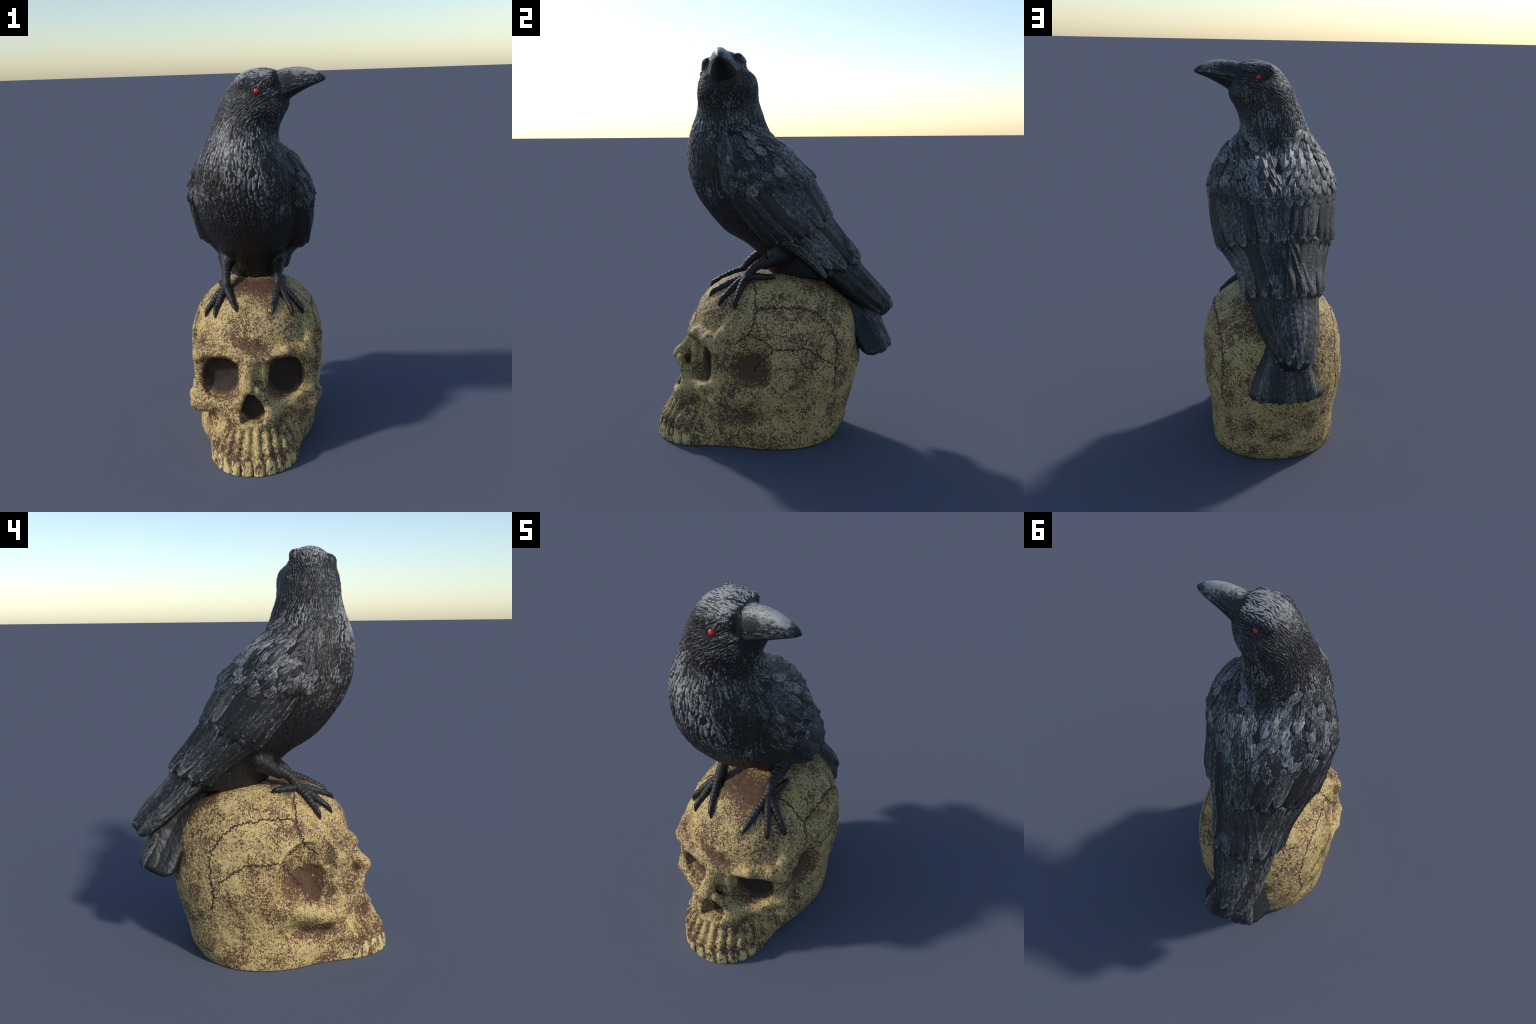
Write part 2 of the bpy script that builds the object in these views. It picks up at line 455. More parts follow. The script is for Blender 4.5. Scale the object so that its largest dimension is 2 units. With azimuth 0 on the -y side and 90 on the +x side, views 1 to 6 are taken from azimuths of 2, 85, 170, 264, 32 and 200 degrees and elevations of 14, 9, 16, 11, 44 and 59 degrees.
P, Q = surface_nets(skull_field, (-0.46, -0.70, -0.024), (0.44, 0.52, 0.95), 0.0085)
P = project(skull_field, P, 2)
P, Q = subdivide(P, Q)
P = project(skull_field, P, 2)
P = detail_skull(P, normals(skull_field, P))
P[:, 2] = np.maximum(P[:, 2], 0.0)
N = vertex_normals(P, Q)
C = P[Q].mean(1)
face = (C[:, 1] < -0.30 + 0.25 * np.abs(C[:, 2] - 0.40)) & (C[:, 2] < 0.60)
lab = np.where(face, np.where(C[:, 2] < 0.245, 2, 1), 0)
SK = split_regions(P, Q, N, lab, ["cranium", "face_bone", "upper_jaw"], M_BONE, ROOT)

# teeth: rounded blocks set along the dental arch
def rounded_block(w, h, d, taper, seed):
    r = np.random.default_rng(seed)
    nu, nv = 20, 22
    V, Fq = [], []
    for j in range(nv + 1):
        ph = -math.pi / 2 + math.pi * j / nv
        for i in range(nu):
            th = 2 * math.pi * i / nu
            e = 0.62
            cp = abs(math.cos(ph)) ** e; sp = math.copysign(abs(math.sin(ph)) ** e, math.sin(ph))
            cx = math.copysign(abs(math.cos(th)) ** 0.7, math.cos(th)); sx = math.copysign(abs(math.sin(th)) ** 0.7, math.sin(th))
            wz = 1 - taper * (0.5 + 0.5 * sp) ** 1.5
            arch = 1 - 0.38 * (cx * cp) ** 2 * (sp > 0)
            V.append((0.5 * w * cx * cp * wz, 0.5 * d * sx * cp, 0.5 * h * sp * arch))
    for j in range(nv):
        for i in range(nu):
            Fq.append((j*nu + i, j*nu + (i+1) % nu, (j+1)*nu + (i+1) % nu, (j+1)*nu + i))
    V = np.array(V)
    V += 0.0016 * np.stack([noise(V + r.random(3) * 9, 55, seed + q) for q in range(3)], 1)
    return V, Fq

acc = 0.0
for i, w in enumerate(TOOTH_W):
    at = acc + w / 2; acc += w
    for sd in (-1, 1):
        s = np.interp(at, ARC_D, ARC_S); y = np.interp(at, ARC_D, ARC_Y)
        s2 = np.interp(at + 0.01, ARC_D, ARC_S); y2 = np.interp(at + 0.01, ARC_D, ARC_Y)
        tx, ty = (s2 - s) * sd, y2 - y
        L = math.hypot(tx, ty); tx, ty = tx / L, ty / L
        nx, ny = (ty * sd, -tx * sd)
        if ny > 0 and i < 2 or nx * sd < 0:
            nx, ny = -nx, -ny
        hgt = [0.100, 0.096, 0.098, 0.092, 0.088, 0.08][i] + random.uniform(-0.004, 0.004)
        V, Fq = rounded_block(w * 0.98, hgt, 0.036, 0.16, 40 + i * 2 + (sd > 0))
        tilt = 0.10
        cx, cy = s * sd + SKULL_X(y), y
        X = cx + V[:, 0] * tx + (V[:, 1] - 0.014 - tilt * V[:, 2]) * nx
        Y = cy + V[:, 0] * ty + (V[:, 1] - 0.014 - tilt * V[:, 2]) * ny
        Z = np.maximum(V[:, 2] * 1.35 + hgt * 0.325, 0.001)
        add_mesh("tooth", np.stack([X, Y, Z], 1), Fq, M_TOOTH, SK[2])

# sutures: jagged dark seams lying in the bone
def seam(name, pts, side, amp=0.011, step=0.0105, rad=0.0046, seed=0):
    r = np.random.default_rng(seed)
    p = np.array(pts, float)
    d = np.concatenate([[0], np.cumsum(np.linalg.norm(np.diff(p, axis=0), axis=1))])
    t = np.arange(0, d[-1], step)
    yz = np.stack([np.interp(t, d, p[:, 0]), np.interp(t, d, p[:, 1])], 1)
    tg = np.gradient(yz, axis=0); tg /= np.linalg.norm(tg, axis=1, keepdims=True)
    nm = np.stack([-tg[:, 1], tg[:, 0]], 1)
    zig = np.where(np.arange(len(t)) % 2 == 0, 1, -1) * r.uniform(0.1, 1.0, len(t)) * amp + r.normal(0, 0.25, len(t)) * amp
    yz = yz + nm * zig[:, None] + tg * (r.normal(0, 0.35, len(t)) * step)[:, None]
    # refine with slight rounding
    q = np.repeat(yz[:-1], 3, axis=0) * 1.0
    for k in range(3):
        q[k::3] = yz[:-1] * (1 - k / 3) + yz[1:] * (k / 3)
    q[1:-1] = 0.25 * q[:-2] + 0.5 * q[1:-1] + 0.25 * q[2:]
    x = np.full(len(q), side * 0.40) + SKULL_X(q[:, 0])
    pos = np.stack([x, q[:, 0], q[:, 1]], 1)
    for _ in range(14):      # slide inwards along x until on the bone
        pos[:, 0] -= side * np.clip(skull_field(pos[:, 0], pos[:, 1], pos[:, 2]), -0.03, 0.03) * 0.8
    pos = project(skull_field, pos, 2)
    Nn = normals(skull_field, pos)
    pos = detail_skull(pos, Nn) - Nn * 0.0004
    T = np.gradient(pos, axis=0); T /= np.linalg.norm(T, axis=1, keepdims=True) + 1e-9
    S = np.cross(T, Nn)
    V, Fq = [], []
    m = 6
    for i in range(len(pos)):
        rr = rad * (0.55 + 0.45 * abs(math.sin(i * 0.37 + seed))) * min(1, i / 4 + 0.15, (len(pos) - 1 - i) / 4 + 0.15)
        for k in range(m):
            a = 2 * math.pi * k / m
            V.append(pos[i] + S[i] * rr * math.cos(a) + Nn[i] * rr * 0.45 * math.sin(a))
    for i in range(len(pos) - 1):
        for k in range(m):
            Fq.append((i*m + k, i*m + (k+1) % m, (i+1)*m + (k+1) % m, (i+1)*m + k))
    add_mesh(name, V, Fq, M_CRACK, SK[0])

for sd in (-1, 1):
    o = 10 if sd > 0 else 30
    seam("suture", [(-0.135, 0.845), (-0.135, 0.78), (-0.13, 0.735), (-0.15, 0.66), (-0.17, 0.61), (-0.20, 0.585), (-0.25, 0.555)], sd, 0.010, seed=o)
    seam("suture", [(-0.13, 0.735), (-0.06, 0.742), (0.04, 0.742), (0.14, 0.722), (0.20, 0.685), (0.25, 0.62), (0.278, 0.55), (0.27, 0.44), (0.262, 0.36), (0.27, 0.29)], sd, 0.010, seed=o+1)
    seam("suture", [(-0.16, 0.60), (-0.09, 0.575), (-0.055, 0.545), (-0.08, 0.50), (-0.12, 0.45), (-0.16, 0.40)], sd, 0.009, seed=o+2)
    seam("suture", [(-0.055, 0.545), (0.03, 0.54), (0.10, 0.545), (0.17, 0.50), (0.25, 0.44)], sd, 0.009, seed=o+3)

# ================================================================== RAVEN
# torso and neck: horizontal sections by height
TZ = [0.80, 0.88, 0.95, 1.02, 1.10, 1.20, 1.30, 1.40, 1.50, 1.60, 1.70, 1.80, 1.90]
T_X = lut(TZ, [0.0, -0.005, -0.008, -0.012, -0.015, -0.02, -0.022, -0.025, -0.03, -0.04, -0.032, -0.005, 0.03])
T_W = lut(TZ, [0.12, 0.140, 0.158, 0.185, 0.225, 0.258, 0.272, 0.266, 0.243, 0.202, 0.165, 0.150, 0.130])
T_F = lut(TZ, [-0.02, -0.04, -0.075, -0.145, -0.268, -0.352, -0.415, -0.448, -0.456, -0.440, -0.405, -0.386, -0.37])
T_B = lut(TZ, [0.42, 0.43, 0.42, 0.378, 0.315, 0.254, 0.216, 0.152, 0.066, -0.026, -0.067, -0.100, -0.125])

# head frame: forward, lateral, up (turned to +x, a little rolled)
HF = np.array([0.990, -0.115, 0.060]); HF /= np.linalg.norm(HF)
HL = np.array([0.10, 0.985, 0.150]); HL -= HF * (HF @ HL); HL /= np.linalg.norm(HL)
HU = np.cross(HF, HL)
HO = np.array([0.045, -0.258, 1.895])
def head_co(x, y, z):
    px, py, pz = x - HO[0], y - HO[1], z - HO[2]
    return (px*HF[0] + py*HF[1] + pz*HF[2], px*HL[0] + py*HL[1] + pz*HL[2], px*HU[0] + py*HU[1] + pz*HU[2])
def head_pt(f, l, u):
    return HO + HF * f + HL * l + HU * u

def torso_field(x, y, z):
    c, w, yf, yb = T_X(z), T_W(z), T_F(z), T_B(z)
    yc, hy = 0.5 * (yf + yb), 0.5 * (yb - yf)
    g = ((np.abs(x - c) / w)**2.06 + (np.abs(y - yc) / hy)**2.06 + 1e-9) ** (1 / 2.06)
    f = (g - 1) * np.minimum(w, hy) * 0.92
    return smax(smax(f, z - 1.88, 0.04), 0.84 - z, 0.03)

def head_field(x, y, z):
    f, l, u = head_co(x, y, z)
    l2 = np.sqrt(l * l + 1e-6)
    h = ell(f, l2, u - 0.12 * f, (-0.018, 0, 0.0), (0.125, 0.108, 0.104), 2.05)
    h = smin(h, ell(f, l2, u, (0.00, 0, -0.075), (0.135, 0.135, 0.075)), 0.04)      # cheeks
    h = smin(h, ell(f, l2, u, (0.06, 0, 0.015), (0.10, 0.080, 0.075)), 0.04)       # brow front
    h = smax(h, -cap(f, l2, u, (0.02, 0.128, 0.008), (0.11, 0.100, 0.015), 0.027, 0.020), 0.025)   # hollow round the eye
    h = smin(h, cap(f, l2, u, (-0.05, 0.088, 0.052), (0.075, 0.080, 0.056), 0.024, 0.020), 0.025)   # brow
    h = smin(h, cap(f, l2, u, (0.05, 0, -0.03), (0.10, 0, -0.012), 0.075, 0.058), 0.04)             # beak root
    h = smin(h, cap(f, l2, u, (0.00, 0, -0.14), (0.085, 0, -0.065), 0.085, 0.045), 0.05)             # chin
    return h

# wings: sections along a slanted axis (a runs back and down, b runs back and up)
AD, AN = (0.669, -0.743), (0.743, 0.669)
WA = [-0.10, -0.03, 0.05, 0.12, 0.22, 0.35, 0.50, 0.60, 0.72, 0.85, 0.96, 1.07, 1.16, 1.23]
W_OUT = {1: lut(WA, [0.15, 0.232, 0.288, 0.316, 0.328, 0.320, 0.290, 0.246, 0.198, 0.165, 0.145, 0.110, 0.075, 0.035]),
         -1: lut(WA, [0.13, 0.210, 0.275, 0.306, 0.326, 0.318, 0.284, 0.246, 0.204, 0.170, 0.155, 0.138, 0.110, 0.068])}
W_LO = {1: lut(WA, [-0.03, -0.09, -0.17, -0.212, -0.240, -0.250, -0.222, -0.188, -0.166, -0.154, -0.138, -0.118, -0.086, -0.06]),
        -1: lut(WA, [0.0, -0.03, -0.08, -0.122, -0.150, -0.164, -0.160, -0.145, -0.124, -0.108, -0.096, -0.085, -0.068, -0.05])}
W_HI = lut(WA, [0.03, 0.065, 0.108, 0.138, 0.160, 0.164, 0.134, 0.100, 0.084, 0.064, 0.044, 0.044, 0.040, 0.025])
# the wing's outer face turns in towards the back
W_SHEAR = {1: lut([-0.1, 0.2, 0.42, 0.75, 1.3], [0.28, 0.36, 0.52, 0.55, 0.4]), -1: lut([-0.1, 0.2, 0.42, 0.75, 1.3], [0.35, 0.42, 0.62, 0.68, 0.5])}
W_IN = lut(WA, [0.10, 0.06, 0.03, 0.012, 0.008, 0.010, 0.006, -0.02, -0.05, -0.09, -0.10, -0.07, -0.03, 0.0])
TIER_A = lambda b: 0.30 + 0.75 * b       # where the scale-like coverts end
TIER_B = lambda b: 0.585 + 0.35 * b      # second row of long feathers
TIER_C = lambda b: 0.865 + 0.40 * b      # third row

def wing_axes(y, z):
    return (AD[0]*(y+0.2) + AD[1]*(z-1.56), AN[0]*(y+0.2) + AN[1]*(z-1.56))

def wing_section(side, a):
    o, i = W_OUT[side](a), W_IN(a)
    lo, hi = W_LO[side](a), W_HI(a)
    hb = 0.5 * (hi - lo); S = W_SHEAR[side](a) * hb; A = np.maximum(o - i, 1.3 * S)
    hx = (A * A - S * S) / (2 * A)
    return i + hx, hx, 0.5 * (lo + hi), hb

def wing_field(x, y, z, side):
    a, b = wing_axes(y, z)
    xc, hx, bc, hb = wing_section(side, a)
    X = side * (x + 0.012)
    g = np.sqrt(((X - xc + W_SHEAR[side](a) * (b - bc)) / hx)**2 + ((b - bc) / hb)**2 + 1e-9)
    f = (g - 1) * np.minimum(hx, hb) * 0.9
    # each tier swells slowly and drops off under the tips of its feathers
    wv = 0.010 * np.sin(b * 95 + 20 * x)
    lift = 0
    for fn, hgt, run in ((TIER_A, 0.006, 0.16), (TIER_B, 0.008, 0.16), (TIER_C, 0.012, 0.16)):
        d = a - fn(b) + wv
        lift = lift + hgt * sstep(-run, -0.02, d) * sstep(0.012, -0.016, d)
    f = f - lift + 0.002
    return smax(smax(f, a - 1.235, 0.03), -a - 0.10, 0.04)

def tail_field(x, y, z):
    # fan pressed to the back of the skull below the wing tips
    p0, d = np.array([0.36, 0.82]), np.array([0.46, -0.888])
    a = (y - p0[0]) * d[0] + (z - p0[1]) * d[1]
    n = (y - p0[0]) * 0.888 + (z - p0[1]) * 0.46
    w = np.interp(a, [0, 0.2, 0.42], [0.03, 0.08, 0.175])
    w = w + 0.5 * np.clip(0.0 - n, 0, 0.10)
    tip = 0.425 - 1.2 * np.maximum(np.abs(x) - 0.03, 0)**2
    th = np.interp(a, [0, 0.25, 0.42], [0.07, 0.060, 0.045])
    f = smax(smax(np.abs(x) - w, smax(n - 0.022 + 0.9*x*x - th, -n - 0.10, 0.03), 0.06), smax(a - tip, -a - 0.1, 0.03), 0.035)
    f = smax(f, 0.428 + 0.35 * np.maximum(0.50 - y, 0) - z, 0.02)
    return f

def raven_parts(x, y, z):
    return torso_field(x, y, z), head_field(x, y, z), wing_field(x, y, z, 1), wing_field(x, y, z, -1), tail_field(x, y, z)

def raven_field(x, y, z):
    t, h, w1, w2, tl = raven_parts(x, y, z)
    f = smin(t, h, 0.07)
    f = smin(f, smin(w1, w2, 0.012), 0.014)
    f = smin(f, tl, 0.02)
    for sx, px in ((1, 0.128), (-1, -0.160)):       # thighs
        f = smin(f, cap(x, y, z, (px, 0.02, 0.99), (px, -0.075, 0.93), 0.05, 0.024), 0.03)
    return f

P, Q = surface_nets(raven_field, (-0.46, -0.54, 0.36), (0.42, 0.74, 2.05), 0.0095)
P = project(raven_field, P, 2)
P, Q = subdivide(P, Q)
P = project(raven_field, P, 2)
N = normals(raven_field, P)
P = P + N * (0.0016 * noise(P * [1, 1, 0.5], 55, 4) + 0.0012 * noise(P * [1, 1, 0.5], 110, 6))[:, None]
N = vertex_normals(P, Q)
C = P[Q].mean(1)
t, h, w1, w2, tl = raven_parts(C[:, 0], C[:, 1], C[:, 2])
fa, fl, fu = head_co(C[:, 0], C[:, 1], C[:, 2])
aw, bw = wing_axes(C[:, 1], C[:, 2])
lab = np.full(len(C), 2)
lab[(C[:, 2] > 1.58) & (w1 > 0.02) & (w2 > 0.02)] = 1
lab[fu + 0.25 * fa > -0.105] = 0
body = np.minimum(t, tl)
lab[(w1 < w2) & (w1 < body) & (C[:, 2] < 1.62)] = 3
lab[(w2 <= w1) & (w2 < body) & (C[:, 2] < 1.62)] = 4
lab[(tl < np.minimum(t, np.minimum(w1, w2)))] = 5
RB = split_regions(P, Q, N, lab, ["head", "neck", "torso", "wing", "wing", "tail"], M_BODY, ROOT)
HEAD, NECK, TORSO, WING_R, WING_L, TAIL = RB
SURF_P, SURF_N, SURF_LAB = C, None, lab

# ---------------------------------------------------------------- feathers
def frame_flow(Pn, D):
    """Tangential part of the flow direction."""
    Nn = normals(raven_field, Pn)
    T = D - Nn * (D * Nn).sum(1, keepdims=True)
    T /= np.linalg.norm(T, axis=1, keepdims=True) + 1e-9
    return Nn, T

def flow(Pn):
    D = np.zeros_like(Pn)
    D[:, 2] = -1.0; D[:, 1] = 0.25
    f, l, u = head_co(Pn[:, 0], Pn[:, 1], Pn[:, 2])
    k = sstep(-0.16, -0.04, u)[:, None]
    hd = -HF * 1.0 - HU * 0.35 + 0 * Pn
    hd[:, 1] += np.where(l > 0, 0.1, -0.1)
    D = D * (1 - k) + hd * k
    return D

def feathers_on_surface(root, length, width, height, nl, nw, barb=0.0, tipshape=2.0, bend=None, rng=None, lift=0.6, jag=0.0):
    """Build many feathers at once as raised shells that follow the body surface.
    Returns vertices (n, nl*nw, 3) and one grid of faces."""
    n = len(root)
    ls = np.linspace(0, 1, nl)
    ws = np.linspace(-1, 1, nw)
    ctr = np.empty((n, nl, 3)); tan = np.empty((n, nl, 3)); nor = np.empty((n, nl, 3))
    p = root.copy()
    for i in range(nl):
        Nn, T = frame_flow(p, flow(p) if bend is None else bend(p))
        ctr[:, i], tan[:, i], nor[:, i] = p, T, Nn
        p = p + T * (length / (nl - 1))[:, None]
        f = raven_field(p[:, 0], p[:, 1], p[:, 2])
        p = p - Nn * np.clip(f, -0.02, 0.02)[:, None]
    return ctr, tan, nor, ls, ws

def shell_feathers(ctr, tan, nor, ls, ws, width, height, barb, seed, tip_pow=2.2, quill=0.3, barb_len=0.011, length=None, tilt=0.5, fall=0.55):
    n, nl = ctr.shape[:2]; nw = len(ws)
    side = np.cross(tan, nor)
    prof = np.clip(1 - np.abs(ls * 1.04 - 0.04) ** (tip_pow * 2.2), 0, 1) ** 0.5 * (0.55 + 0.45 * sstep(0, 0.35, ls))
    W = width[:, None] * prof[None, :]
    V = ctr[:, :, None, :] + side[:, :, None, :] * (W[:, :, None] * 0.5 * ws[None, None, :])[..., None]
    sh = V.shape
    flat = V.reshape(-1, 3)
    Nf = np.repeat(nor[:, :, None, :], nw, axis=2).reshape(-1, 3)
    for _ in range(2):
        f = raven_field(flat[:, 0], flat[:, 1], flat[:, 2])
        flat = flat - Nf * np.clip(f, -0.02, 0.02)[:, None]
    edge = np.abs(ws)
    hh = height[:, None, None] * ((1 - tilt) + tilt * ls)[None, :, None] * (1 - fall * edge**2)[None, None, :]
    hh = hh + height[:, None, None] * quill * np.exp(-(ws / 0.16)**2)[None, None, :] * (1 - ls**6)[None, :, None]
    if barb > 0:
        r = np.random.default_rng(seed)
        ph = r.random(n)[:, None, None] * 9
        k = (length[:, None, None] * ls[None, :, None] - np.abs(ws)[None, None, :] * width[:, None, None] * 0.8) / barb_len
        amp = 0.5 + 0.5 * noise(flat, 40, seed).reshape(n, nl, nw)
        hh = hh + barb * np.sin(2 * math.pi * k + ph) * amp * (np.abs(ws) > 0.15)[None, None, :]
    # rims sink below the surface so every feather has an edge with depth
    rim = (edge > 0.99)[None, None, :] | (ls < 0.001)[None, :, None] | (ls > 0.999)[None, :, None]
    hh = np.where(rim, -0.004, hh)
    flat = flat + Nf * hh.reshape(-1, 1)
    return flat.reshape(n, nl * nw, 3)

def grid_faces(nl, nw):
    i, j = np.meshgrid(np.arange(nl - 1), np.arange(nw - 1), indexing="ij")
    a = (i * nw + j).ravel()
    return np.stack([a, a + 1, a + nw + 1, a + nw], 1)

FINEW = np.array([-1, -0.94, -0.78, -0.6, -0.42, -0.24, -0.08, 0, 0.08, 0.24, 0.42, 0.6, 0.78, 0.94, 1.0])
RIMW = np.array([-1, -0.93, -0.62, -0.3, 0, 0.3, 0.62, 0.93, 1.0])

def poisson(idx, spacing, stretch_dir):
    """Pick well spaced surface points, farther apart along the feather than across."""
    pts = C[idx]
    fl = stretch_dir / (np.linalg.norm(stretch_dir, axis=1, keepdims=True) + 1e-9)
    order = RNG.permutation(len(idx))
    cell = {}
    keep = []
    for o in order:
        p = pts[o]; s = spacing[o]
        key = tuple((p // 0.04).astype(int))
        ok = True
        for dx in (-1, 0, 1):
            for dy in (-1, 0, 1):
                for dz in (-1, 0, 1):
                    for q, sq in cell.get((key[0]+dx, key[1]+dy, key[2]+dz), ()):
                        d = p - q
                        al = d @ fl[o]
                        d2 = d @ d - al * al + (al * 0.55) ** 2
                        if d2 < (0.5 * (s + sq)) ** 2:
                            ok = False; break
                    if not ok: break
                if not ok: break
            if not ok: break
        if ok:
            cell.setdefault(key, []).append((p, s)); keep.append(idx[o])
    return np.array(keep)

def small_plumage(name, idx, size_fn, parent, seed):
    pts = C[idx]
    sz = size_fn(pts)
    keep = poisson(idx, sz, flow(pts))
    root = C[keep]
    sz = size_fn(root) * RNG.uniform(0.75, 1.35, len(root))
    width = sz * RNG.uniform(1.1, 1.9, len(root))
    length = sz * RNG.uniform(2.6, 4.0, len(root))
    # flow wanders a little so that tufts cross each other
    wob = lambda p: flow(p) + 0.55 * np.stack([noise(p, 30, 61), noise(p, 30, 62), noise(p, 30, 63)], 1)
    ctr, tan, nor, ls, ws = feathers_on_surface(root - 0.3 * length[:, None] * 0, length, width, None, 7, 5, bend=wob)
    ls = np.array([0, 0.12, 0.35, 0.6, 0.82, 0.94, 1.0]); ws = np.array([-1, -0.6, 0, 0.6, 1.0])
    smooth = 1 - 0.6 * sstep(1.25, 1.05, root[:, 2])
    hgt = np.clip(sz * 0.20, 0.0018, 0.0046) * smooth
    V = shell_feathers(ctr, tan, nor, ls, ws, width, hgt, 0, seed, tip_pow=1.2, quill=0.5, length=length, tilt=0.75, fall=0.75)
    fq = grid_faces(7, 5)
    Q2 = (fq[None] + (np.arange(len(root)) * 35)[:, None, None]).reshape(-1, 4)
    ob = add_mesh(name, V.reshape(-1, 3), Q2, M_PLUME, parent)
    ob["kind"] = "stuff"
    return ob

BEAK_W = lut([0.06, 0.105, 0.155, 0.205, 0.26, 0.30, 0.325, 0.338], [0.084, 0.079, 0.069, 0.058, 0.044, 0.030, 0.018, 0.006])
B_TOP = lut([0.06, 0.105, 0.15, 0.20, 0.25, 0.29, 0.32, 0.338], [0.078, 0.086, 0.095, 0.096, 0.088, 0.072, 0.052, 0.035])
B_MOUTH = lut([0.06, 0.105, 0.155, 0.21, 0.27, 0.31, 0.338], [-0.010, -0.004, 0.006, 0.014, 0.020, 0.023, 0.026])
B_LOW = lut([0.06, 0.10, 0.13, 0.165, 0.225, 0.28, 0.32, 0.338], [-0.105, -0.092, -0.074, -0.050, -0.020, 0.002, 0.014, 0.021])
rootmask = raven_field(C[:, 0], C[:, 1], C[:, 2]) > -0.02
def body_size(p):
    s = np.interp(p[:, 2], [0.9, 1.1, 1.35, 1.6, 1.75, 1.85, 2.0], [0.014, 0.015, 0.0165, 0.0145, 0.0115, 0.0095, 0.0085])
    return s
fh, lh, uh = head_co(C[:, 0], C[:, 1], C[:, 2])
eye_far = np.minimum(np.linalg.norm(C - np.array([0.041, -0.366, 1.891]), axis=1), np.linalg.norm(C - np.array([0.064, -0.151, 1.924]), axis=1)) > 0.034
off_beak = ~((fh > 0.095) & (np.abs(lh) < BEAK_W(fh) + 0.004) & (uh < B_TOP(fh)) & (uh > B_LOW(fh)))
small_plumage("head_plumage", np.flatnonzero((lab == 0) & eye_far & off_beak), body_size, HEAD, 1)
small_plumage("neck_plumage", np.flatnonzero(lab == 1), body_size, NECK, 2)
small_plumage("breast_plumage", np.flatnonzero((lab == 2) & (C[:, 2] > 0.9)), body_size, TORSO, 3)

# wing feathers, laid out in (a, angle) on each wing
WING_LS = None
def wing_point(side, a, phi):
    xc, hx, bc, hb = wing_section(side, a)
    c, s = np.cos(phi), np.sin(phi)
    X = xc + hx * c - W_SHEAR[side](a) * hb * s
    b = bc + hb * s
    y = AD[0] * a + AN[0] * b - 0.2
    z = AD[1] * a + AN[1] * b + 1.56
    return np.stack([side * X - 0.012, y, z], -1)

def wing_feather(side, a0, a1, p0, p1, width, height, nl, mat, name, parent, barb, seed, tip_pow, quill=0.3, arc=0.0, tilt=0.5, barb_len=0.011, ws=None):
    ws = RIMW if ws is None else ws
    ls = np.concatenate([[0, 0.02], np.linspace(0.05, 0.95, nl - 4), [0.985, 1.0]])
    a = a0 + (a1 - a0) * ls
    phi = p0 + (p1 - p0) * ls + arc * np.sin(math.pi * ls)
    P0 = wing_point(side, a, phi)
    P0 = project(raven_field, P0, 3, 0.03)
    # smooth the spine where it crosses a step
    for _ in range(3):
        P0[1:-1] = 0.25 * P0[:-2] + 0.5 * P0[1:-1] + 0.25 * P0[2:]
    T = np.gradient(P0, axis=0); T /= np.linalg.norm(T, axis=1, keepdims=True) + 1e-9
    Nn = normals(raven_field, P0)
    for _ in range(4):
        Nn[1:-1] = 0.25 * Nn[:-2] + 0.5 * Nn[1:-1] + 0.25 * Nn[2:]
    Nn = Nn - T * (T * Nn).sum(1, keepdims=True); Nn /= np.linalg.norm(Nn, axis=1, keepdims=True)
    L = np.linalg.norm(np.diff(P0, axis=0), axis=1).sum()
    V = shell_feathers(P0[None], T[None], Nn[None], ls, ws, np.array([width]), np.array([height]), barb, seed, tip_pow, quill, barb_len, np.array([L]), tilt)
    return add_mesh(name, V[0], grid_faces(len(ls), len(ws)), mat, parent)

